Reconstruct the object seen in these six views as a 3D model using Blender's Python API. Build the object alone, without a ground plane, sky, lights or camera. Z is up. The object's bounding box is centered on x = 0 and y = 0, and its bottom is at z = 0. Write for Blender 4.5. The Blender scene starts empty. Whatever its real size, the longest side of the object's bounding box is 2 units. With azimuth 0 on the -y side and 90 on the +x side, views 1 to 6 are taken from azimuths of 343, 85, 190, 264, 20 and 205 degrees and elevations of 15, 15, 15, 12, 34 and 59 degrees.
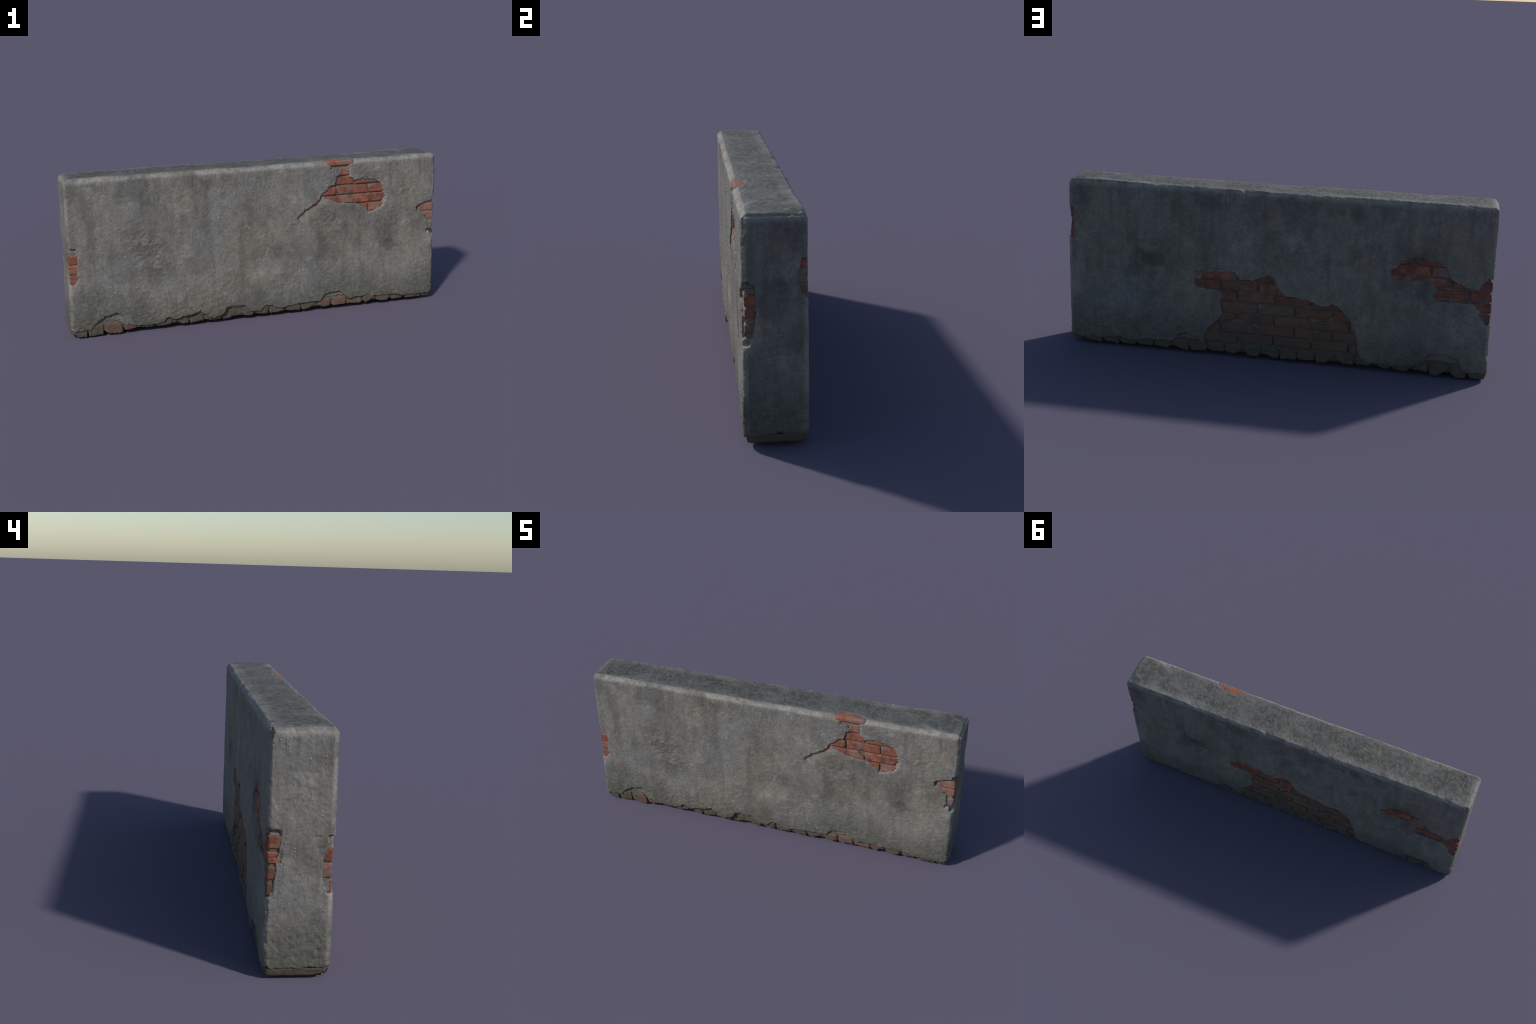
"""Low free-standing garden wall: red brick core, grey cement render (plaster)
that has broken away in patches, mossy crumbling foot course."""
import bpy, math
import numpy as np

rng = np.random.default_rng(7)

# ------------------------------------------------------------------ sizes
HX, HY, TOP = 0.9965, 0.1105, 0.8105     # half length, half thickness, height
LOW = 0.026                              # where the render would end at the foot
COURSE0, COURSE = 0.067, 0.0504          # first bed joint, course height
STRETCH = 0.178                          # length of a stretcher incl. joint
BRICK_IN, MORTAR_IN, GONE_IN = 0.0070, 0.0155, 0.024   # depth below the render face


# ------------------------------------------------------------------ noise
def _hash(i, j, k, seed):
    h = (i.astype(np.uint32) * np.uint32(374761393) + j.astype(np.uint32) * np.uint32(668265263)
         + k.astype(np.uint32) * np.uint32(2246822519) + np.uint32(seed * 3266489 + 97))
    h = (h ^ (h >> np.uint32(13))) * np.uint32(1274126177)
    return h ^ (h >> np.uint32(16))


def perlin(P, freq, seed=0):
    """3D gradient noise, roughly -1..1"""
    q = np.asarray(P, float) * freq
    f0 = np.floor(q)
    t = q - f0
    i = f0.astype(np.int64)
    u = t * t * t * (t * (t * 6 - 15) + 10)
    out = np.zeros(len(q))
    for dx in (0, 1):
        for dy in (0, 1):
            for dz in (0, 1):
                h = _hash(i[:, 0] + dx, i[:, 1] + dy, i[:, 2] + dz, seed)
                a = (h & np.uint32(1023)).astype(float) * (2 * np.pi / 1024)
                c = ((h >> np.uint32(10)) & np.uint32(1023)).astype(float) / 511.5 - 1
                s = np.sqrt(np.maximum(0, 1 - c * c))
                g = (np.cos(a) * s * (t[:, 0] - dx) + np.sin(a) * s * (t[:, 1] - dy) + c * (t[:, 2] - dz))
                w = ((u[:, 0] if dx else 1 - u[:, 0]) * (u[:, 1] if dy else 1 - u[:, 1])
                     * (u[:, 2] if dz else 1 - u[:, 2]))
                out += g * w
    return out * 1.6


def fbm(P, freq, octaves=3, seed=0):
    s, a, tot = 0, 1.0, 0
    for o in range(octaves):
        s = s + a * perlin(P, freq * 2 ** o, seed + o * 17)
        tot += a
        a *= 0.5
    return s / tot


def smooth(a, b, x):
    t = np.clip((x - a) / (b - a), 0, 1)
    return t * t * (3 - 2 * t)


# ------------------------------------------------------------------ grids
def box_grid(xs, ys, zs, faces="xXyYzZ"):
    """welded quad grid over the faces of a box, given the tick positions"""
    n = [len(xs), len(ys), len(zs)]
    ticks = [np.asarray(xs), np.asarray(ys), np.asarray(zs)]
    quads = []

    def key(i, j, k):
        return (i * n[1] + j) * n[2] + k
    for f in faces:
        ax = "xyz".index(f.lower())
        hi = f.isupper()
        u, v = [(1, 2), (2, 0), (0, 1)][ax]
        U, V = np.meshgrid(np.arange(n[u] - 1), np.arange(n[v] - 1), indexing="ij")
        corner = [(0, 0), (1, 0), (1, 1), (0, 1)]
        if not hi:
            corner = corner[::-1]
        col = []
        for du, dv in corner:
            ijk = [None] * 3
            ijk[ax] = np.full(U.shape, n[ax] - 1 if hi else 0)
            ijk[u], ijk[v] = U + du, V + dv
            col.append(key(*ijk).ravel())
        quads.append(np.stack(col, 1))
    quads = np.concatenate(quads)
    ids, inv = np.unique(quads, return_inverse=True)
    k = ids % n[2]
    j = (ids // n[2]) % n[1]
    i = ids // (n[2] * n[1])
    V = np.stack([ticks[0][i], ticks[1][j], ticks[2][k]], 1)
    return V, inv.reshape(-1, 4)


def round_box(V, lo, hi, R, power=2.0):
    """round the edges of a gridded box; returns points and outward normals"""
    lo, hi, R = map(np.asarray, (lo, hi, R))
    inner = np.clip(V, lo + R, hi - R)
    d = (V - inner) / R
    ln = np.linalg.norm(d, axis=1, keepdims=True)
    ln[ln == 0] = 1
    N = d / ln / R
    lp = (np.abs(d) ** power).sum(1, keepdims=True) ** (1 / power)
    lp[lp == 0] = 1
    d = d / lp
    N /= np.maximum(np.linalg.norm(N, axis=1, keepdims=True), 1e-9)
    return inner + d * R, N


def make_mesh(name, V, F, mats, parent, face_mat=None):
    me = bpy.data.meshes.new(name)
    me.vertices.add(len(V))
    me.vertices.foreach_set("co", np.ascontiguousarray(V, dtype=np.float32).ravel())
    F = np.asarray(F, dtype=np.int32)
    k = F.shape[1]
    me.loops.add(F.size)
    me.loops.foreach_set("vertex_index", F.ravel())
    me.polygons.add(len(F))
    me.polygons.foreach_set("loop_start", np.arange(len(F), dtype=np.int32) * k)
    me.polygons.foreach_set("use_smooth", np.ones(len(F), dtype=bool))
    for m in mats:
        me.materials.append(m)
    if face_mat is not None:
        me.polygons.foreach_set("material_index", np.asarray(face_mat, dtype=np.int32))
    me.update(calc_edges=True)
    me.validate()
    ob = bpy.data.objects.new(name, me)
    bpy.context.scene.collection.objects.link(ob)
    if parent:
        ob.parent = parent
    return ob


# ------------------------------------------------------------------ missing render
def poly_sd(P, poly):
    """signed distance (negative inside) and soft outward normal of the border"""
    poly = np.asarray(poly, float)
    A, B = poly, np.roll(poly, -1, 0)
    area = np.sum(A[:, 0] * B[:, 1] - A[:, 1] * B[:, 0])
    sd = np.full(len(P), 1.0)
    nrm = np.zeros((len(P), 2))
    box = np.all((P > poly.min(0) - 0.05) & (P < poly.max(0) + 0.05), axis=1)
    if not box.any():
        return sd, nrm
    p = P[box]
    best = np.full(len(p), 9.0)
    acc = np.zeros((len(p), 2))
    inside = np.zeros(len(p), bool)
    for a, b in zip(A, B):
        e = b - a
        L = np.hypot(*e)
        if L < 1e-9:
            continue
        t = np.clip(((p - a) @ e) / (L * L), 0, 1)
        d = np.hypot(*(p - a - t[:, None] * e).T)
        best = np.minimum(best, d)
        out = np.array([e[1], -e[0]]) / L * (1 if area > 0 else -1)
        acc += out * (np.exp(-d / 0.012) * L)[:, None]
        cross = (a[1] > p[:, 1]) != (b[1] > p[:, 1])
        with np.errstate(divide="ignore", invalid="ignore"):
            xi = a[0] + (p[:, 1] - a[1]) * e[0] / e[1]
        inside ^= cross & (p[:, 0] < xi)
    sd[box] = np.where(inside, -best, best)
    nrm[box] = acc / np.maximum(np.linalg.norm(acc, axis=1, keepdims=True), 1e-9)
    return sd, nrm


# Control points of the break lines, (along, height); "face" says on which side.
BREAKS = [
    # front: hour-glass patch under the coping
    dict(face="front", depth=1.0, pts=[
        (.368, .86), (.374, .795), (.392, .771), (.424, .757), (.439, .735), (.428, .702), (.414, .672),
        (.390, .671), (.376, .650), (.349, .629), (.362, .611), (.392, .601), (.430, .583), (.534, .561),
        (.585, .544), (.606, .521), (.630, .518), (.664, .533), (.684, .553), (.689, .607),
        (.684, .648), (.662, .683), (.626, .697), (.526, .695), (.516, .710), (.500, .714),
        (.489, .752), (.496, .775), (.516, .805), (.52, .86)]),
    # the same patch runs a little way over the coping (x, y on the top)
    dict(face="top", depth=1.0, pts=[(.368, -.2), (.374, -.092), (.392, -.070), (.43, -.060), (.465, -.066),
                                     (.505, -.082), (.518, -.1), (.52, -.2)]),
    # front: wedge-shaped scar in the render itself
    dict(face="front", depth=.42, feather=.048, pts=[
        (.345, .628), (.333, .609), (.307, .583), (.277, .570), (.251, .557), (.216, .533), (.209, .515),
        (.220, .488), (.256, .508), (.291, .528), (.355, .588), (.40, .603), (.38, .63)]),
    dict(face="front", depth=.30, feather=.010, pts=[(.66, .53), (.695, .55), (.715, .605), (.70, .645), (.672, .685), (.64, .66), (.64, .56)]),
    # front right corner
    dict(face="front", depth=1.0, pts=[
        (1.1, .585), (.993, .577), (.965, .551), (.908, .541), (.882, .522), (.888, .497), (.917, .487), (.953, .454),
        (.960, .405), (.966, .388), (.99, .364), (1.1, .36)]),
    dict(face="front", depth=.5, pts=[(.962, .41), (.941, .375), (.95, .372), (.975, .39)]),
    dict(face="right", depth=1.0, pts=[
        (-.2, .575), (-.109, .572), (-.07, .571), (-.062, .56), (-.067, .50), (-.064, .472), (-.073, .43),
        (-.076, .39), (-.09, .38), (-.109, .360), (-.2, .36)]),
    # right end, rear corner
    dict(face="right", depth=1.0, pts=[(.2, .668), (.106, .666), (.087, .650), (.077, .620), (.074, .588), (.079, .558),
                                       (.099, .529), (.106, .52), (.2, .52)]),
    dict(face="back", depth=1.0, pts=[(1.1, .668), (.992, .655), (.984, .63), (.981, .58), (.985, .55), (.994, .525),
                                      (1.1, .52)]),
    # front left corner
    dict(face="front", depth=1.0, pts=[
        (-1.1, .434), (-.985, .433), (-.952, .432), (-.949, .42), (-.948, .395), (-.942, .360), (-.951, .315),
        (-.966, .287), (-.985, .278), (-1.1, .275)]),
    dict(face="front", depth=.5, feather=.004, pts=[(-1.1, .470), (-.985, .468), (-.950, .462), (-.948, .42), (-1.1, .42)]),
    dict(face="left", depth=.5, feather=.008, pts=[(-.2, .478), (-.104, .468), (-.083, .43), (-.083, .41), (-.2, .41)]),
    dict(face="left", depth=1.0, pts=[(-.2, .436), (-.100, .436), (-.083, .428), (-.074, .39), (-.070, .335),
                                      (-.077, .304), (-.103, .282), (-.2, .28)]),
    # left end, rear corner
    dict(face="left", depth=1.0, pts=[(.2, .482), (.095, .487), (.063, .482), (.066, .44), (.071, .403), (.079, .38),
                                      (.080, .324), (.086, .293), (.098, .268), (.2, .26)]),
    # back: small patch running into the corner
    dict(face="back", depth=1.0, pts=[
        (-1.1, .49), (-.992, .487), (-.960, .458), (-.938, .421), (-.877, .428), (-.815, .471), (-.790, .483),
        (-.764, .534), (-.738, .535), (-.707, .527), (-.678, .549), (-.641, .556), (-.613, .543), (-.590, .544),
        (-.586, .520), (-.560, .492), (-.540, .480), (-.545, .452), (-.587, .440), (-.658, .450), (-.700, .450),
        (-.746, .425), (-.741, .385), (-.755, .367), (-.856, .357), (-.915, .354), (-.948, .311), (-.966, .286),
        (-1.1, .28)]),
    dict(face="back", depth=.7, feather=.006, pts=[(-.741, .385), (-.747, .356), (-.81, .357), (-.81, .372)]),
    # back: big patch down to the foot
    dict(face="back", depth=1.0, pts=[
        (.337, -.1), (.337, .060), (.322, .112), (.267, .168), (.243, .205), (.248, .275), (.256, .316), (.345, .324), (.360, .345),
        (.352, .372), (.312, .380), (.293, .412), (.269, .412), (.186, .415), (.161, .385), (.079, .385),
        (.023, .406), (.002, .392), (-.009, .362), (-.052, .324), (-.109, .312), (-.185, .305), (-.232, .284),
        (-.271, .295), (-.294, .287), (-.359, .223), (-.397, .141), (-.405, .100), (-.413, .056), (-.44, .035), (-.44, -.1)]),
    dict(face="back", depth=.45, feather=.008, pts=[(.379, .407), (.33, .402), (.30, .40), (.31, .33), (.356, .322), (.378, .34)]),
    # shallow spalls above the foot
    dict(face="front", depth=.55, feather=.010, pts=[(-.885, .055), (-.862, .078), (-.826, .098), (-.79, .106), (-.762, .109),
                                      (-.742, .085), (-.725, .04), (-.88, .03)]),
    dict(face="front", depth=.5, feather=.010, pts=[(.335, .05), (.357, .088), (.391, .098), (.445, .094), (.478, .068),
                                     (.49, .04)]),
    dict(face="front", depth=.5, feather=.010, pts=[(-.20, .04), (-.188, .076), (-.15, .081), (-.095, .078), (-.06, .05), (-.06, .03)]),
    dict(face="front", depth=.5, feather=.010, pts=[(-.01, .03), (.03, .064), (.065, .060), (.09, .045), (.11, .03)]),
    dict(face="front", depth=.5, feather=.010, pts=[(-.40, .04), (-.38, .060), (-.333, .074), (-.30, .05), (-.29, .03)]),
    dict(face="back", depth=.6, feather=.010, pts=[(-.69, .04), (-.728, .097), (-.78, .109), (-.83, .104), (-.86, .092), (-.885, .05),
                                    (-.88, .03)]),
    dict(face="back", depth=.6, feather=.010, pts=[(.48, .045), (.459, .078), (.425, .097), (.385, .091), (.345, .065), (.34, .03), (.48, .02)]),
    # hairline break in the front
    dict(face="front", depth=.06, feather=.012, pts=[(-.06, .312), (.0, .330), (.07, .362), (.07, .352), (.0, .317), (-.06, .300)]),
    # knocked-off bits of the arrises
    dict(face="left", depth=.34, feather=.004, pts=[(.2, .82), (.098, .812), (.092, .79), (.097, .772), (.12, .76)]),
]

# lower edge of the render: control points (along, height); raggedness is added by noise
FOOT = dict(
    front=[(-1, .040), (-.90, .040), (-.87, .064), (-.82, .080), (-.76, .078), (-.735, .050), (-.67, .040), (-.62, .034),
           (-.525, .037), (-.512, .060), (-.495, .062), (-.465, .044), (-.43, .058), (-.335, .066), (-.30, .045), (-.265, .031),
           (-.22, .038), (-.188, .070), (-.10, .068), (-.045, .038), (-.01, .038), (.032, .056), (.08, .042), (.11, .042), (.20, .053),
           (.285, .058), (.335, .053), (.355, .070), (.45, .076), (.485, .054), (.52, .052), (.54, .060), (.59, .055), (.612, .065),
           (.632, .048), (.78, .046), (.82, .034), (1, .033)],
    back=[(-1, .039), (-.89, .034), (-.868, .060), (-.83, .078), (-.78, .082), (-.73, .078), (-.70, .054), (-.62, .035), (-.45, .036),
          (.34, .06), (.385, .074), (.425, .078), (.46, .066), (.475, .053), (.55, .051), (.613, .052), (.64, .037), (.726, .036),
          (.74, .049), (.81, .041), (.884, .028), (.935, .028), (1, .036)],
    left=[(-.12, .030), (-.075, .036), (-.045, .038), (-.012, .033), (.04, .038), (.065, .034), (.12, .035)],
    right=[(-.12, .048), (-.08, .040), (-.03, .045), (-.012, .053), (.008, .052), (.035, .045), (.12, .043)],
)


def foot_height(side, t):
    return np.interp(t, *np.array(FOOT[side]).T) - .004


def break_field(P):
    """how far the render has come off at P: 0 whole, 1 gone down to the brick.
    Upper and left-hand break lines are sharp, the others feather out."""
    n = len(P)
    off = np.zeros(n)
    jit = fbm(P, 24, 4, 41)
    spec = dict(front=(0, 2), back=(0, 2), left=(1, 2), right=(1, 2), top=(0, 1))
    for br in BREAKS:
        a, b = spec[br["face"]]
        guard = dict(front=P[:, 1] < -HY + .024, back=P[:, 1] > HY - .024, left=P[:, 0] < -HX + .024,
                     right=P[:, 0] > HX - .024, top=P[:, 2] > TOP - .024)[br["face"]]
        idx = np.nonzero(guard)[0]
        q = P[idx]
        sd, nr = poly_sd(q[:, (a, b)], br["pts"])
        sd = sd + jit[idx] * .0062 + fbm(q, 85, 2, 44) * .0030
        if br["depth"] < 1.0:
            sd = sd + fbm(q, 32, 3, 47) * .0085
        if br["face"] in ("front", "back") and br["depth"] == 1.0:
            # the coat let go brick by brick: the line jumps at some joints
            k = np.floor((q[:, 2] - COURSE0) / COURSE)
            c = np.floor(q[:, 0] / (STRETCH / 2) + .5 * (k % 2))
            h = _hash(k.astype(np.int64) + 50, c.astype(np.int64) + 50, np.zeros(len(q), np.int64), 5)
            sd = sd + ((h & np.uint32(255)).astype(float) / 127.5 - 1) * .0065
        if br["face"] in ("front", "back"):
            sharp = smooth(-.15, .45, nr[:, 1] * .9 - nr[:, 0] * .55)
        else:
            sharp = np.full(len(q), .8)
        w = br.get("feather", .013) * (1 - sharp) + .0042 * sharp
        t = smooth(.30, -.70, sd / w) * br["depth"]
        # a thinner skin of the coat has flaked off beside parts of the break
        if br["depth"] == 1.0:
            flake = smooth(-.05, .25, perlin(q, 13, 45))
            reach = .004 + .010 * smooth(-.3, .6, perlin(q, 22, 46))
            t = np.maximum(t, smooth(reach + .0015, reach - .0030, sd) * flake * .15)
        off[idx] = np.maximum(off[idx], t)
    # ragged foot
    for side, a, guard in (("front", 0, P[:, 1] < -HY + .02), ("back", 0, P[:, 1] > HY - .02),
                           ("left", 1, P[:, 0] < -HX + .02), ("right", 1, P[:, 0] > HX - .02)):
        idx = np.nonzero(guard & (P[:, 2] < .16))[0]
        q = P[idx]
        sd = (q[:, 2] - foot_height(side, q[:, a])) * .85 + fbm(q, 45, 3, 43) * .0070
        off[idx] = np.maximum(off[idx], smooth(.0015, -.0035, sd))
    return off


ROUGH = [  # scaly, weathered areas of the faces: centre, radii, relief
    ((-.60, -.11, .45), (.17, .13), .0026), ((-.56, -.11, .34), (.14, .08), .0022), ((.73, -.11, .34), (.11, .08), .0022),
    ((.83, -.11, .63), (.07, .07), .0028), ((.36, -.11, .50), (.16, .07), .0022), ((.93, -.11, .17), (.07, .09), .0024),
    ((-.3, -.11, .70), (.3, .06), .0014), ((.60, -.11, .75), (.1, .05), .0018),
    ((.60, .11, .47), (.18, .1), .0022), ((-.78, .11, .28), (.1, .05), .0022), ((-.85, .11, .12), (.13, .1), .0018),
    ((-.99, .0, .62), (.08, .12), .0020), ((.95, .11, .1), (.1, .08), .0018)]


def face_relief(P, N):
    """small-scale relief of the render along its normal"""
    d = fbm(P, 3.2, 2, 3) * .0026 + fbm(P, 13, 2, 5) * .0011 + fbm(P, 75, 2, 9) * .0008
    low = smooth(.34, .08, P[:, 2])
    d += fbm(P, 48, 3, 12) * (.0004 + .0013 * smooth(-.15, .35, perlin(P, 4, 13)) + .0013 * low)
    d -= smooth(.42, .75, perlin(P, 55, 14)) * .0022 * smooth(-.1, .5, perlin(P, 5, 15))      # pits
    d += smooth(.45, .8, perlin(P, 62, 16)) * .0018 * smooth(-.3, .4, perlin(P, 6, 17))      # lumps
    flaky = fbm(P * np.array([1, 1, 1.15]), 42, 3, 21) * 1.6 + smooth(-.15, .25, fbm(P, 30, 2, 22)) * .4
    for c, r, h in ROUGH:
        u = P[:, 1] - c[1] if abs(c[0]) > .97 else P[:, 0] - c[0]
        side = (np.abs(P[:, 0] - c[0]) < .03) if abs(c[0]) > .97 else (np.sign(P[:, 1]) == np.sign(c[1])) & (np.abs(P[:, 1]) > .09)
        m = np.exp(-((u / r[0]) ** 2 + ((P[:, 2] - c[2]) / r[1]) ** 2) * 1.5) * side
        d += (flaky - .25) * h * m
    # the sagging body of the wall: (x, z), radii, height; front is -y
    for face, c, r, h in ((-1, (-.40, .17), (.19, .19), .013), (-1, (.88, .12), (.16, .14), .006), (-1, (.060, .318), (.080, .065), -.014), (-1, (-.20, .10), (.10, .10), .006),
                          (-1, (.2, .05), (.6, .10), .003), (1, (-.70, .10), (.17, .12), .010), (1, (.33, .04), (.12, .06), .006),
                          (1, (.55, .1), (.35, .12), .003)):
        m = np.exp(-(((P[:, 0] - c[0]) / r[0]) ** 2 + ((P[:, 2] - c[1]) / r[1]) ** 2) * 1.2)
        d += m * h * smooth(.5, .9, N[:, 1] * face)
    # rear face leans in a little
    d -= .0016 * smooth(.5, .9, N[:, 1]) * smooth(.1, .5, P[:, 2])
    top = smooth(.7, .95, N[:, 2])
    d += top * perlin(P, 4.5, 33) * .0035
    corner = smooth(.945, 1.0, np.abs(P[:, 0])) * smooth(.77, .812, P[:, 2])
    gap = np.sort(np.stack([HX - np.abs(P[:, 0]), HY - np.abs(P[:, 1]), TOP - P[:, 2]], 1), axis=1)[:, 1]
    d -= corner * smooth(.045, .002, gap) * .0055
    d += top * (fbm(P, 60, 3, 31) * .0018)
    # worn, crumbling arrises
    chip = smooth(-.05, .55, fbm(P, 11, 4, 51))
    upper = smooth(.6, .78, P[:, 2])
    d -= smooth(.034, .005, gap) * chip * (.0025 + .0055 * upper)
    d -= smooth(.024, .004, gap) * np.abs(fbm(P, 55, 3, 58)) * .0045
    return d


# ------------------------------------------------------------------ materials
class Nodes:
    def __init__(self, name):
        self.mat = bpy.data.materials.new(name)
        self.mat.use_nodes = True
        self.t = self.mat.node_tree
        self.t.nodes.clear()
        self.out = self.t.nodes.new("ShaderNodeOutputMaterial")
        self.bsdf = self.t.nodes.new("ShaderNodeBsdfPrincipled")
        self.t.links.new(self.bsdf.outputs[0], self.out.inputs[0])
        self.co = self.t.nodes.new("ShaderNodeTexCoord").outputs["Object"]
        sep = self.t.nodes.new("ShaderNodeSeparateXYZ")
        self.t.links.new(self.co, sep.inputs[0])
        self.x, self.y, self.z = sep.outputs

    def _in(self, node, i, v):
        if isinstance(v, bpy.types.NodeSocket):
            self.t.links.new(v, node.inputs[i])
        elif v is not None:
            node.inputs[i].default_value = v

    def math(self, op, a, b=None, c=None, clamp=False):
        n = self.t.nodes.new("ShaderNodeMath")
        n.operation = op
        n.use_clamp = clamp
        for i, v in enumerate((a, b, c)):
            self._in(n, i, v)
        return n.outputs[0]

    def noise(self, scale, detail=3, rough=.55, stretch=None, shift=None, distort=0):
        co = self.co
        if stretch or shift:
            m = self.t.nodes.new("ShaderNodeMapping")
            self.t.links.new(co, m.inputs[0])
            if shift:
                m.inputs["Location"].default_value = shift
            if stretch:
                m.inputs["Scale"].default_value = stretch
            co = m.outputs[0]
        n = self.t.nodes.new("ShaderNodeTexNoise")
        self.t.links.new(co, n.inputs["Vector"])
        n.inputs["Scale"].default_value = scale
        n.inputs["Detail"].default_value = detail
        n.inputs["Roughness"].default_value = rough
        n.inputs["Distortion"].default_value = distort
        return n.outputs[0]

    def step(self, v, a, b, lo=0., hi=1.):
        n = self.t.nodes.new("ShaderNodeMapRange")
        n.interpolation_type = "SMOOTHSTEP"
        for i, s in enumerate((v, a, b, lo, hi)):
            self._in(n, i, s)
        return n.outputs[0]

    def mix(self, fac, a, b, mode="MIX"):
        n = self.t.nodes.new("ShaderNodeMix")
        n.data_type = "RGBA"
        n.blend_type = mode
        self._in(n, 0, fac)
        for i, v in ((6, a), (7, b)):
            if isinstance(v, tuple):
                v = (*v, 1)
            self._in(n, i, v)
        return n.outputs[2]

    def normal_z(self):
        g = self.t.nodes.new("ShaderNodeNewGeometry")
        s = self.t.nodes.new("ShaderNodeSeparateXYZ")
        self.t.links.new(g.outputs["Normal"], s.inputs[0])
        return s.outputs[2]

    def random(self):
        return self.t.nodes.new("ShaderNodeObjectInfo").outputs["Random"]

    def blob(self, c, r):
        """soft ellipsoid mask, 1 in the middle"""
        m = self.t.nodes.new("ShaderNodeMapping")
        m.vector_type = "TEXTURE"
        m.inputs["Location"].default_value = c
        m.inputs["Scale"].default_value = r
        self.t.links.new(self.co, m.inputs[0])
        g = self.t.nodes.new("ShaderNodeTexGradient")
        g.gradient_type = "QUADRATIC_SPHERE"
        self.t.links.new(m.outputs[0], g.inputs[0])
        return g.outputs[1]

    def bump(self, h, strength, dist, prev=None):
        n = self.t.nodes.new("ShaderNodeBump")
        n.inputs["Strength"].default_value = strength
        n.inputs["Distance"].default_value = dist
        self._in(n, "Height", h)
        if prev is not None:
            self._in(n, "Normal", prev)
        return n.outputs[0]

    def finish(self, col, rough, normal=None):
        self._in(self.bsdf, "Base Color", col if not isinstance(col, tuple) else (*col, 1))
        self._in(self.bsdf, "Roughness", rough)
        self.bsdf.inputs["Specular IOR Level"].default_value = .35
        if normal is not None:
            self._in(self.bsdf, "Normal", normal)
        return self.mat


OLIVE = (.045, .045, .034)


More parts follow.
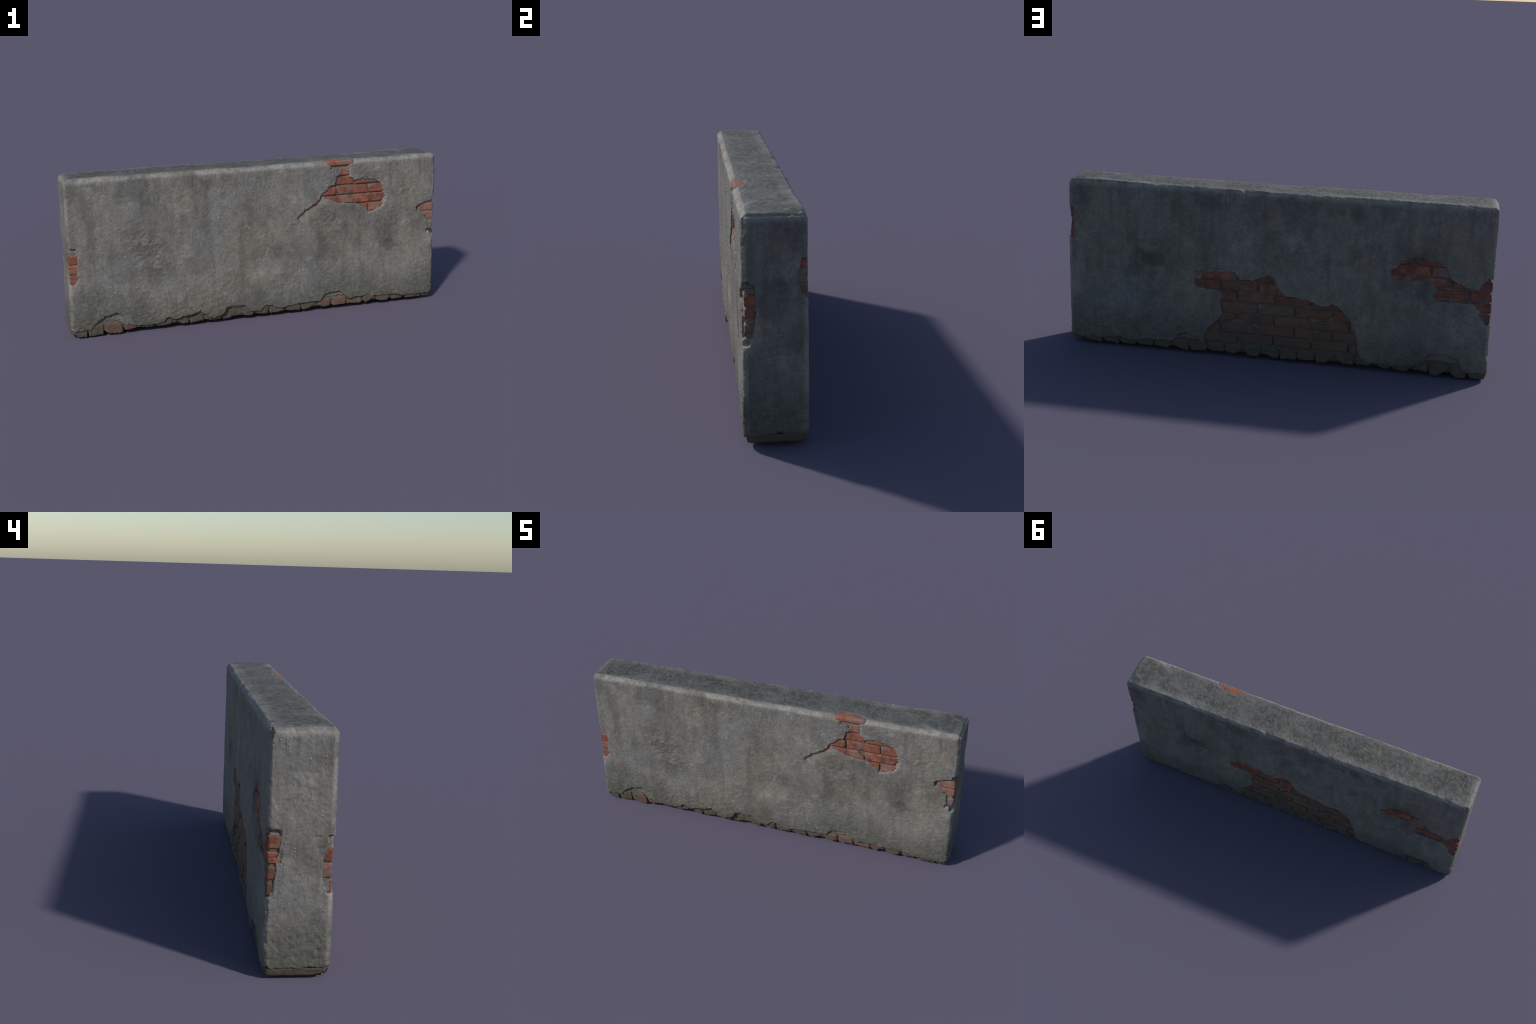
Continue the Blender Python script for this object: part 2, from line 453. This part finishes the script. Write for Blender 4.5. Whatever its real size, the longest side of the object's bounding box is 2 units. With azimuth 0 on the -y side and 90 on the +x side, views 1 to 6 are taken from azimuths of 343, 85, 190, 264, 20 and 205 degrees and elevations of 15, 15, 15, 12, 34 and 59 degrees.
def plaster_material(broken=False):
    n = Nodes("broken_render" if broken else "cement_render")
    warm, cool, dark = (.168, .153, .131), (.152, .149, .142), (.064, .062, .054)
    big = n.step(n.noise(3.1, 4, .6), .38, .64)
    col = n.mix(big, warm, cool)
    # cloudy staining, stretched downwards
    cloud = n.step(n.noise(5.5, 5, .62, stretch=(1, 1, .62), shift=(3.1, 0, 1.7)), .46, .72)
    col = n.mix(n.math("MULTIPLY", cloud, .68), col, dark)
    pale = n.step(n.noise(7.5, 4, .6, shift=(7, 2, 0)), .52, .74)
    col = n.mix(n.math("MULTIPLY", pale, .50), col, (.258, .248, .230))
    # fine mottling
    fine = n.noise(70, 4, .65)
    col = n.mix(.85, col, n.mix(n.step(fine, .28, .72), (.80, .80, .80), (1.18, 1.18, 1.18)), "MULTIPLY")
    mid = n.noise(22, 4, .6, stretch=(1, 1, .8))
    col = n.mix(.8, col, n.mix(n.step(mid, .3, .7), (.85, .85, .85), (1.13, 1.13, 1.13)), "MULTIPLY")
    long = n.step(n.noise(1.0, 4, .62, stretch=(15, 15, 2.2), shift=(1, 6, 0)), .48, .70)
    col = n.mix(n.math("MULTIPLY", long, .42), col, (.066, .062, .052))
    # weather stains in the scaly areas
    for c, r, s in (((-.62, -.11, .47), (.26, .2, .24), .85), ((-.55, -.11, .33), (.22, .2, .14), .8), ((.72, -.11, .35), (.16, .2, .13), .9),
                    ((.12, -.11, .34), (.30, .2, .12), .55), ((-.27, -.11, .74), (.34, .2, .10), .8), ((.36, -.11, .46), (.22, .2, .16), .4),
                    ((.35, -.11, .22), (.14, .2, .30), .45), ((-.1, -.11, .3), (.10, .2, .35), .4),
                    ((.60, .11, .46), (.30, .2, .24), .85), ((-.62, .11, .50), (.2, .2, .2), .55), ((.35, .11, .75), (.4, .2, .14), .7), ((-.35, .11, .74), (.4, .2, .12), .6),
                    ((-.68, .11, .36), (.2, .2, .2), .6), ((.99, 0, .6), (.2, .14, .25), .5), ((-.99, .03, .40), (.2, .1, .16), .45)):
        m = n.math("MULTIPLY", n.blob(c, r), n.step(n.noise(15, 4, .65, shift=(c[0] * 7, 0, c[2] * 9)), .36, .60))
        col = n.mix(n.math("MULTIPLY", m, s * 1.25, clamp=True), col, (.068, .065, .052))
    # run-off streaks below the coping
    streak = n.step(n.noise(1.0, 3, .6, stretch=(75, 75, 5)), .47, .66)
    blotch = n.step(n.noise(6, 3, .6, shift=(0, 4, 2)), .42, .62)
    band = n.math("MULTIPLY", n.step(n.z, .66, .775), n.step(n.z, .803, .785))
    st = n.math("MULTIPLY", n.math("MULTIPLY", streak, blotch), band)
    col = n.mix(n.math("MULTIPLY", st, .6), col, (.075, .074, .066))
    # dirt and lichen film lying on the coping, rubbed off towards the arrises
    flat = n.step(n.normal_z(), .70, .93)
    high = n.math("MULTIPLY", flat, n.step(n.z, .76, .79))
    wob = n.math("MULTIPLY", n.math("SUBTRACT", n.noise(9, 4, .65), .5), .13)
    ay = n.math("ADD", n.math("ABSOLUTE", n.y), wob)
    ax = n.math("ADD", n.math("ABSOLUTE", n.x), wob)
    inner = n.math("MULTIPLY", n.step(ay, .104, .050), n.step(ax, .985, .93))
    inner = n.math("MULTIPLY", inner, n.step(n.noise(7, 4, .6, shift=(2, 7, 0)), .30, .58, .45, 1.))
    film = n.math("MULTIPLY", high, n.math("MULTIPLY_ADD", inner, .85, .15))
    col = n.mix(n.math("MULTIPLY", film, .92), col, n.mix(n.step(n.noise(45, 4, .7), .35, .68), (.040, .042, .037), (.104, .104, .094)))
    # rubbed pale arrises
    ez = n.step(n.z, .772, .800)
    ey = n.step(n.math("ABSOLUTE", n.y), .088, .102)
    ex = n.step(n.math("ABSOLUTE", n.x), .972, .990)
    wear = n.math("MAXIMUM", n.math("MULTIPLY", ez, n.math("MAXIMUM", ey, ex)), n.math("MULTIPLY", ey, ex))
    wear = n.math("MULTIPLY", wear, n.step(n.noise(16, 4, .65, shift=(5, 5, 5)), .33, .60))
    col = n.mix(n.math("MULTIPLY", wear, .55), col, (.285, .270, .243))
    # moss creeping up from the foot
    mz = n.math("ADD", n.z, n.math("MULTIPLY", n.math("SUBTRACT", n.noise(4.2, 5, .66, shift=(1, 9, 0)), .5), .42))
    moss = n.step(mz, .27, .03)
    moss = n.math("MULTIPLY", moss, n.step(n.noise(34, 4, .65), .20, .62, .55, 1.))
    col = n.mix(n.math("MULTIPLY", moss, .80), col, n.mix(n.step(n.noise(60, 3, .6), .3, .7), OLIVE, (.086, .086, .067)))
    if broken:
        col = n.mix(.22, col, (.190, .178, .152))
    # bump: grain, pits, brush lines under the coping
    g = n.bump(n.noise(190, 4, .6), .55, .0018)
    g = n.bump(n.noise(85, 3, .6, shift=(2, 2, 2)), .6, .0030, g)
    g = n.bump(n.math("MULTIPLY", n.noise(1.0, 3, .6, stretch=(150, 150, 9)), band), .5, .0028, g)
    return n.finish(col, n.math("MULTIPLY_ADD", fine, .2, .66), g)


def brick_material(mossy=0):
    n = Nodes(("red_brick", "damp_brick", "mossy_brick")[mossy])
    r = n.random()
    a = n.mix(r, (.205, .068, .042), (.300, .104, .062))
    col = n.mix(n.step(n.noise(24, 4, .65), .35, .68), a, (.115, .044, .031))
    col = n.mix(.7, col, n.mix(n.step(n.noise(130, 3, .6), .3, .7), (.70, .70, .70), (1.25, 1.25, 1.25)), "MULTIPLY")
    # cement haze left on the brick
    hz = n.math("ADD", n.noise(11, 5, .68, shift=(4, 1, 3)), n.math("MULTIPLY", n.math("SUBTRACT", r, .5), .10))
    haze = n.step(hz, .48, .66)
    col = n.mix(n.math("MULTIPLY", haze, .82), col, (.150, .126, .106))
    # damp, dark olive-brown tint over the lower courses
    mz = n.math("ADD", n.z, n.math("MULTIPLY", n.math("SUBTRACT", n.noise(9, 5, .66), .5), .16))
    dull = n.step(mz, .50, .06)
    col = n.mix(n.math("MULTIPLY", dull, .56 if mossy == 1 else .78), col, (.072, .060, .043))
    if mossy:
        m = n.step(n.noise(20, 5, .66, shift=(8, 3, 1)), .36, .60)
        col = n.mix(n.math("MULTIPLY_ADD", m, .52, .34) if mossy == 2 else n.math("MULTIPLY", m, .50), col, (.068, .064, .050))
    g = n.bump(n.noise(150, 4, .65), .6, .0016)
    g = n.bump(n.noise(48, 3, .6), .6, .0030, g)
    return n.finish(col, .82, g)


def mortar_material():
    n = Nodes("lime_mortar")
    col = n.mix(n.step(n.noise(30, 4, .6), .3, .7), (.085, .079, .064), (.165, .155, .131))
    mz = n.math("ADD", n.z, n.math("MULTIPLY", n.math("SUBTRACT", n.noise(6, 4, .6), .5), .2))
    col = n.mix(n.math("MULTIPLY", n.step(mz, .22, .04), .75), col, (.052, .054, .038))
    g = n.bump(n.noise(110, 4, .7), .7, .003)
    return n.finish(col, .9, g)


def pebble_material():
    n = Nodes("sand_grain")
    col = n.mix(n.step(n.noise(40, 3, .6), .3, .7), (.14, .13, .115), (.235, .225, .205))
    mz = n.math("ADD", n.z, n.math("MULTIPLY", n.math("SUBTRACT", n.noise(4.2, 5, .66, shift=(1, 9, 0)), .5), .42))
    col = n.mix(n.math("MULTIPLY", n.step(mz, .22, .03), .6), col, (.13, .135, .10))
    return n.finish(col, .6)


M_PLASTER, M_BROKEN = plaster_material(), plaster_material(True)
M_BRICK, M_DAMP, M_MOSSY = brick_material(0), brick_material(1), brick_material(2)
M_MORTAR, M_PEBBLE = mortar_material(), pebble_material()

# ------------------------------------------------------------------ the wall
wall = bpy.data.objects.new("brick_wall", None)
bpy.context.scene.collection.objects.link(wall)
wall["label"] = "low rendered brick wall with crumbling grey plaster"
wall["category"] = "wall"

# ---- render coat
CELL = 0.0029
ticks = [np.linspace(-h, h, int(round(2 * h / CELL)) + 1) for h in (HX, HY)]
zt = np.linspace(LOW - .02, TOP, int(round((TOP - LOW + .02) / CELL)) + 1)
V, F = box_grid(ticks[0], ticks[1], zt, "xXyYZ")
rear = smooth(-.07, .07, V[:, 1])[:, None]
R = np.array([.016, .020, .021]) * (1 - rear) + np.array([.016, .015, .017]) * rear
P, N = round_box(V, np.array([-HX, -HY, -1]), np.array([HX, HY, TOP]), R, power=1.3)
off = break_field(P)
rel = face_relief(P, N)
# the foot of the coat draws in slightly
drawn = smooth(.060, .012, P[:, 2]) * .002
torn = np.clip(off * (1 - off) * 4, 0, 1)
rel = rel + torn * (fbm(P * np.array([1, 1, 1.6]), 55, 3, 95) * .0042)
depth = rel * (1 - .4 * off) - off * GONE_IN - drawn
Q = P + N * depth[:, None]
# the ends flare towards the foot, the coping sags in the middle and to the rear
tip = smooth(.90, .985, np.abs(P[:, 0]))
Q[:, 0] += tip * np.where(P[:, 0] > 0, .0055 - .0015 * smooth(.6, .8, P[:, 2]), -.0055 * smooth(.5, .0, P[:, 2]) + .0025)
Q[:, 2] -= smooth(.70, .79, P[:, 2]) * (.0020 * smooth(-.02, .09, P[:, 1]) + .0035 * np.exp(-((P[:, 0] - .05) / .55) ** 2))
fo = off[F]
keep = fo.min(1) < .97
F = F[keep]
fo = fo[keep]
used, inv = np.unique(F, return_inverse=True)
plaster = make_mesh("plaster", Q[used], inv.reshape(-1, 4), [M_PLASTER, M_BROKEN], wall,
                    face_mat=(fo.mean(1) > .12).astype(int))
whole = (off < .02)
surfP, surfN = Q[whole], N[whole]

# ---- mortar core
IN = MORTAR_IN
V, F = box_grid(np.arange(-HX + IN, HX - IN + .006, .006).clip(-HX + IN, HX - IN),
                np.linspace(-HY + IN, HY - IN, 36), np.linspace(.020, TOP - IN, 150))
P, N = round_box(V, (-HX + IN, -HY + IN, .020), (HX - IN, HY - IN, TOP - IN), (.010, .012, .012))
d = fbm(P, 55, 3, 77) * .0022 + fbm(P, 12, 2, 78) * .0012 + smooth(.075, .06, P[:, 2]) * .004
Q = P + N * d[:, None]
Q[:, 2] = np.maximum(Q[:, 2], .016)
make_mesh("mortar", Q, F, [M_MORTAR], wall)


# ---- bricks
def brick(lo, hi, mat=None, chips=(), seed=0, bottom=None, lean=0, radius=.0036, rough=.0011):
    """one worn brick; chips = ((x, z), (nx, nz), size): broken-off corner seen on its face;
    bottom = function giving the ragged underside"""
    lo, hi = np.array(lo, float), np.array(hi, float)
    n = np.maximum(np.round((hi - lo) / np.array([.0042, .0048, .0040])).astype(int), 6)
    V, F = box_grid(*[np.linspace(lo[i], hi[i], n[i] + 1) for i in range(3)])
    P, N = round_box(V, lo, hi, np.minimum(radius, (hi - lo) * .3))
    P = P + N * (fbm(P + seed * .37, 30, 4, 60) * rough * 1.5 + fbm(P + seed * .91, 9, 2, 61) * .0016)[:, None]
    for (px, pz), (nx, nz), wob in chips:
        l = math.hypot(nx, nz)
        nx, nz = nx / l, nz / l
        s = (P[:, 0] - px) * nx + (P[:, 2] - pz) * nz + fbm(P, 70, 2, 62 + seed) * wob
        over = np.maximum(s, 0)
        P[:, 0] -= over * nx * .97
        P[:, 2] -= over * nz * .97
    if bottom is not None:
        zb = bottom(P[:, 0])
        h = hi[2] - lo[2]
        f = np.clip((hi[2] - P[:, 2]) / h, 0, 1.1)
        P[:, 2] = hi[2] - f * np.maximum(hi[2] - zb, .006)
        sgn = np.sign((lo[1] + hi[1]) / 2)
        P[:, 1] -= sgn * lean * f ** 1.5 * (np.abs(P[:, 1]) > .05)
    return make_mesh("brick", P, F, [mat or M_BRICK], wall)


def course_top(k):
    return COURSE0 + COURSE * k


JOINT = .0074
DEEP = .045


def face_courses(side, k, x_from, x_to, chips=None, dz=0., proud=None):
    """lay the stretchers of course k (1 = above the foot course) between two x positions"""
    start = .074 if k % 2 == 0 else -.006
    z0, z1 = course_top(k - 1) + JOINT / 2 + dz, course_top(k) - JOINT / 2 + dz
    m = math.floor((x_from - start) / STRETCH)
    while start + m * STRETCH < x_to:
        a = start + m * STRETCH
        x0, x1 = max(a + JOINT / 2, -HX + .006), min(a + STRETCH - JOINT / 2, HX - .006)
        m += 1
        if x1 - x0 < .02:
            continue
        j = rng.normal(0, .0011, 5)
        y = HY - BRICK_IN + j[0] + (proud or 0)
        ylo, yhi = (-y, -y + DEEP) if side == "front" else (y - DEEP, y)
        cs = []
        for (kk, mm), c in (chips or {}).items():
            if kk == k and mm == m - 1:
                cs.append(((x0 if c[0] < 0 else x1) - c[0] * c[2], (z0 if c[1] < 0 else z1) - c[1] * c[3]) and
                          (((x0 if c[0] < 0 else x1) - c[0] * c[2], (z1 if c[1] > 0 else z0)),
                           (c[0] * c[3], c[1] * c[2]), .004))
        brick((x0 + j[1], ylo, z0 + j[2]), (x1 + j[3], yhi, z1 + j[4]), chips=cs, seed=k * 13 + m)


# broken corners: (course, brick) -> (side x, side z, length, height)
CHIP_FRONT = {(11, 2): (1, 1, .035, .028), (11, 3): (1, -1, .032, .024), (12, 3): (-1, 1, .045, .020),
              (14, 2): (-1, 1, .03, .03), (10, 3): (1, 1, .03, .025)}
CHIP_BACK = {(5, -1): (-1, -1, .04, .024), (4, -1): (1, 1, .045, .028), (3, 0): (1, -1, .045, .030), (3, 1): (-1, -1, .04, .022),
             (4, -2): (-1, -1, .045, .022), (3, -2): (1, 1, .045, .030), (2, 0): (-1, 1, .03, .02), (1, 0): (1, 1, .03, .04),
             (1, -1): (-1, 1, .03, .02), (7, -6): (-1, -1, .05, .024), (8, -5): (1, 1, .03, .02)}
capped = brick((.362, -HY + BRICK_IN - .002, course_top(14) + JOINT / 2), (.526, -.045, TOP - .0055), seed=900, radius=.010)
for k, a, b in ((14, .435, .52), (13, .40, .70), (12, .34, .70), (11, .34, .71), (10, .52, .70)):
    face_courses("front", k, a, b, CHIP_FRONT)
for k, a, b in ((7, -.02, .33), (6, -.05, .38), (5, -.2, .27), (4, -.33, .26), (3, -.40, .27), (2, -.42, .31),
                (1, -.43, .34)):
    face_courses("back", k, a, b, CHIP_BACK)
for k, a, b in ((10, -.69, -.58), (9, -.80, -.54), (8, -.90, -.54), (7, -.999, -.73), (6, -.999, -.80), (5, -.999, -.95)):
    face_courses("back", k, a, b, CHIP_BACK)

# quoin bricks showing in the broken corners: x range, z range, corner, broken bits
ex, ey = HX - BRICK_IN + .001, HY - BRICK_IN
for (x0, x1), (z0, z1), front, cs in (
        ((.912, ex), (.497, .541), True, [((.985, .541), (.7, .9), .003)]),
        ((.880, ex), (.449, .492), True, [((.972, .449), (.6, -1), .004)]),
        ((.952, ex), (.391, .436), True, [((.985, .398), (1, -.6), .003)]),
        ((-ex, -.90), (.381, .427), True, []),
        ((-ex, -.90), (.329, .376), True, [((-.975, .376), (-.5, 1), .004)]),
        ((-ex + .004, -.90), (.272, .323), True, [((-.985, .285), (-1, -1), .003)]),
        ((.90, ex - .003), (.619, .666), False, []), ((.90, ex - .005), (.570, .610), False, [((.975, .607), (.8, 1), .004)]),
        ((.90, ex - .005), (.520, .562), False, []),
        ((-ex - .002, -.945), (.424, .470), False, [((-.975, .470), (-.3, 1), .004)]),
        ((-ex - .002, -.905), (.376, .415), False, [((-.965, .415), (-.8, 1), .004)]),
        ((-ex - .002, -.93), (.323, .368), False, []), ((-ex, -.93), (.291, .314), False, [])):
    y = (-ey, -ey + .052) if front else (ey - .052, ey)
    if x1 > .9:
        x1 += .0045
    brick((x0, y[0], z0), (x1, y[1], z1), chips=cs, seed=int(z0 * 1000) + int(x0 * 10), radius=.0055, rough=.0016)

# bedding mortar squeezed out around the quoins
for (x0, x1), (y0, y1), (z0, z1) in (((.90, HX - .0085), (-HY + .0105, -.055), (.385, .556)), ((-HX + .0095, -.93), (.055, HY - .0105), (.285, .476)),
                                     ((-HX + .0095, -.93), (-HY + .0105, -.055), (.280, .438)), ((.93, HX - .0105), (.06, HY - .011), (.525, .668))):
    b = brick((x0, y0, z0), (x1, y1, z1), M_MORTAR, seed=int(z0 * 999), radius=.006, rough=.0024)
    b.name = "mortar"

# foot course of headers with a ragged underside
UNDER = dict(
    front=[(-1, .018), (-.972, .008), (-.953, .0), (-.915, .001), (-.84, .002), (-.82, .008), (-.75, .004), (-.72, .012),
           (-.665, .027), (-.61, .018), (-.485, .019), (-.453, .034), (-.432, .015), (-.39, .013), (-.30, .020),
           (-.20, .012), (-.165, .018), (-.123, .046), (-.09, .019), (-.055, .015), (-.035, .023), (.05, .016), (.13, .021), (.24, .013),
           (.275, .020), (.312, .040), (.345, .019), (.39, .015), (.47, .020), (.55, .015), (.605, .013), (.635, .032),
           (.66, .026), (.69, .015), (.82, .015), (1, .014)],
    back=[(-1, .008), (-.90, .002), (-.864, .000), (-.826, .032), (-.80, .022), (-.775, .003), (-.75, .003), (-.73, .017),
          (-.69, .023), (-.63, .012), (-.52, .014), (-.49, .034), (-.46, .021), (-.34, .015), (-.315, .030), (-.288, .042),
          (-.26, .014), (-.22, .011), (-.19, .018), (-.04, .013), (-.005, .009), (.022, .024), (.045, .024), (.062, .010), (.12, .011),
          (.132, .046), (.15, .031), (.18, .014), (.30, .020), (.42, .008), (.45, .016), (.488, .030), (.514, .012),
          (.56, .016), (.72, .011), (.76, .007), (.80, .015), (.85, .008), (.93, .018), (1, .010)])
for side, shift in (("front", 0.0), ("back", .003)):
    xs, zs = np.array(UNDER[side]).T
    joints = [-HX + .006] + [-.915 + shift + .0877 * i + rng.normal(0, .004) for i in range(22)] + [HX - .006]
    for i, (a, b) in enumerate(zip(joints[:-1], joints[1:])):
        if b - a < .03:
            continue
        ht = .0635 + rng.normal(0, .001)
        y = HY - BRICK_IN + .0025 + rng.normal(0, .0018)
        ylo, yhi = (-y, -y + .095) if side == "front" else (y - .095, y)
        g = .0026 + rng.uniform(0, .0022)
        cs = []
        for sx_, sz_ in ((-1, 1), (1, 1), (-1, -1), (1, -1)):
            if rng.random() < .34:
                w_, h_ = rng.uniform(.010, .034), rng.uniform(.008, .022)
                cs.append((((a if sx_ < 0 else b) - sx_ * w_, ht if sz_ > 0 else .010), (sx_ * h_, sz_ * w_), .004))
        y -= .005 * (rng.random() < .3)
        mid_x = (a + b) / 2
        red = side == "front" and (.2 < mid_x < .66 or -.80 < mid_x < -.64)
        brick((a + g, ylo, .010), (b - g, yhi, ht), M_DAMP if red else M_MOSSY, cs, seed=i + 300, lean=.004, radius=.007, rough=.0032,
              bottom=lambda x, xs=xs, zs=zs: np.maximum(np.interp(x, xs, zs) - .004, 0) + .0012 * np.sin(x * 300))

# end bricks of the foot course
for sx, zt_, zb in ((-1, .034, .002), (1, .044, .009)):
    x = HX + .002
    lo, hi = sorted((sx * x, sx * (x - .06)))
    b = brick((lo, -.097, zb), (hi, .100, zt_), M_MOSSY, seed=410 + sx, radius=.008, rough=.0022)
    me = b.data
    co = np.empty(len(me.vertices) * 3, np.float32)
    me.vertices.foreach_get("co", co)
    co = co.reshape(-1, 3)
    f = np.clip((zt_ - co[:, 2]) / (zt_ - zb), 0, 1)
    co[:, 0] -= sx * f * .009 * (np.abs(co[:, 0]) > .96)
    if sx < 0:      # broken front corner
        co[:, 2] = np.maximum(co[:, 2], zb + np.clip((-.045 - co[:, 1]) * .32, 0, .02))
    me.vertices.foreach_set("co", co.ravel())
    me.update()

# ---- sand grains standing out of the render
ico_v, ico_f = [], []
t = (1 + 5 ** .5) / 2
base = np.array([(-1, t, 0), (1, t, 0), (-1, -t, 0), (1, -t, 0), (0, -1, t), (0, 1, t), (0, -1, -t), (0, 1, -t),
                 (t, 0, -1), (t, 0, 1), (-t, 0, -1), (-t, 0, 1)])
base /= np.linalg.norm(base[0])
faces = [(0, 11, 5), (0, 5, 1), (0, 1, 7), (0, 7, 10), (0, 10, 11), (1, 5, 9), (5, 11, 4), (11, 10, 2), (10, 7, 6), (7, 1, 8),
         (3, 9, 4), (3, 4, 2), (3, 2, 6), (3, 6, 8), (3, 8, 9), (4, 9, 5), (2, 4, 11), (6, 2, 10), (8, 6, 7), (9, 8, 1)]
pts = [tuple(v) for v in base]
mid = {}


def midpoint(a, b):
    k = (min(a, b), max(a, b))
    if k not in mid:
        m = (np.array(pts[a]) + np.array(pts[b])) / 2
        pts.append(tuple(m / np.linalg.norm(m)))
        mid[k] = len(pts) - 1
    return mid[k]


tri = []
for a, b, c in faces:
    ab, bc, ca = midpoint(a, b), midpoint(b, c), midpoint(c, a)
    tri += [(a, ab, ca), (b, bc, ab), (c, ca, bc), (ab, bc, ca)]
pts, tri = np.array(pts), np.array(tri)
cluster = fbm(surfP, 6, 2, 90)
side = np.maximum(np.abs(surfN[:, 0]), np.abs(surfN[:, 1]))
weight = smooth(-.25, .5, cluster) * (side > .9) * (surfP[:, 2] > .06)
weight *= np.where(surfN[:, 1] > .9, .16, np.where(surfN[:, 0] > .9, .3, np.where(surfN[:, 0] < -.9, 1.6, 1.0)))
pick = rng.choice(len(surfP), 1200, replace=False, p=weight / weight.sum())
VV, FF = [], []
for i, k in enumerate(pick):
    r = min(.0014 + rng.exponential(.0010), .0058)
    s = rng.normal(1, .22, 3).clip(.6, 1.5)
    n = surfN[k]
    p = pts * s * r
    p = p - np.outer(p @ n, n) * .35
    VV.append(p + surfP[k] - n * r * .25)
    FF.append(tri + i * len(pts))
grains = make_mesh("sand_grain", np.concatenate(VV), np.concatenate(FF), [M_PEBBLE], plaster)
grains["kind"] = "stuff"

# stand the wall on the ground and give it its exact length
objs = [o for o in bpy.data.objects if o.type == "MESH"]
mn, mx = np.full(3, 9.), np.full(3, -9.)
data = []
for o in objs:
    co = np.empty(len(o.data.vertices) * 3, np.float32)
    o.data.vertices.foreach_get("co", co)
    co = co.reshape(-1, 3)
    mn, mx = np.minimum(mn, co.min(0)), np.maximum(mx, co.max(0))
    data.append(co)
for o, co in zip(objs, data):
    co[:, 0] = (co[:, 0] - (mn[0] + mx[0]) / 2) * 2 / (mx[0] - mn[0])
    co[:, 1] -= (mn[1] + mx[1]) / 2
    co[:, 2] -= mn[2]
    o.data.vertices.foreach_set("co", co.ravel())
    o.data.update()
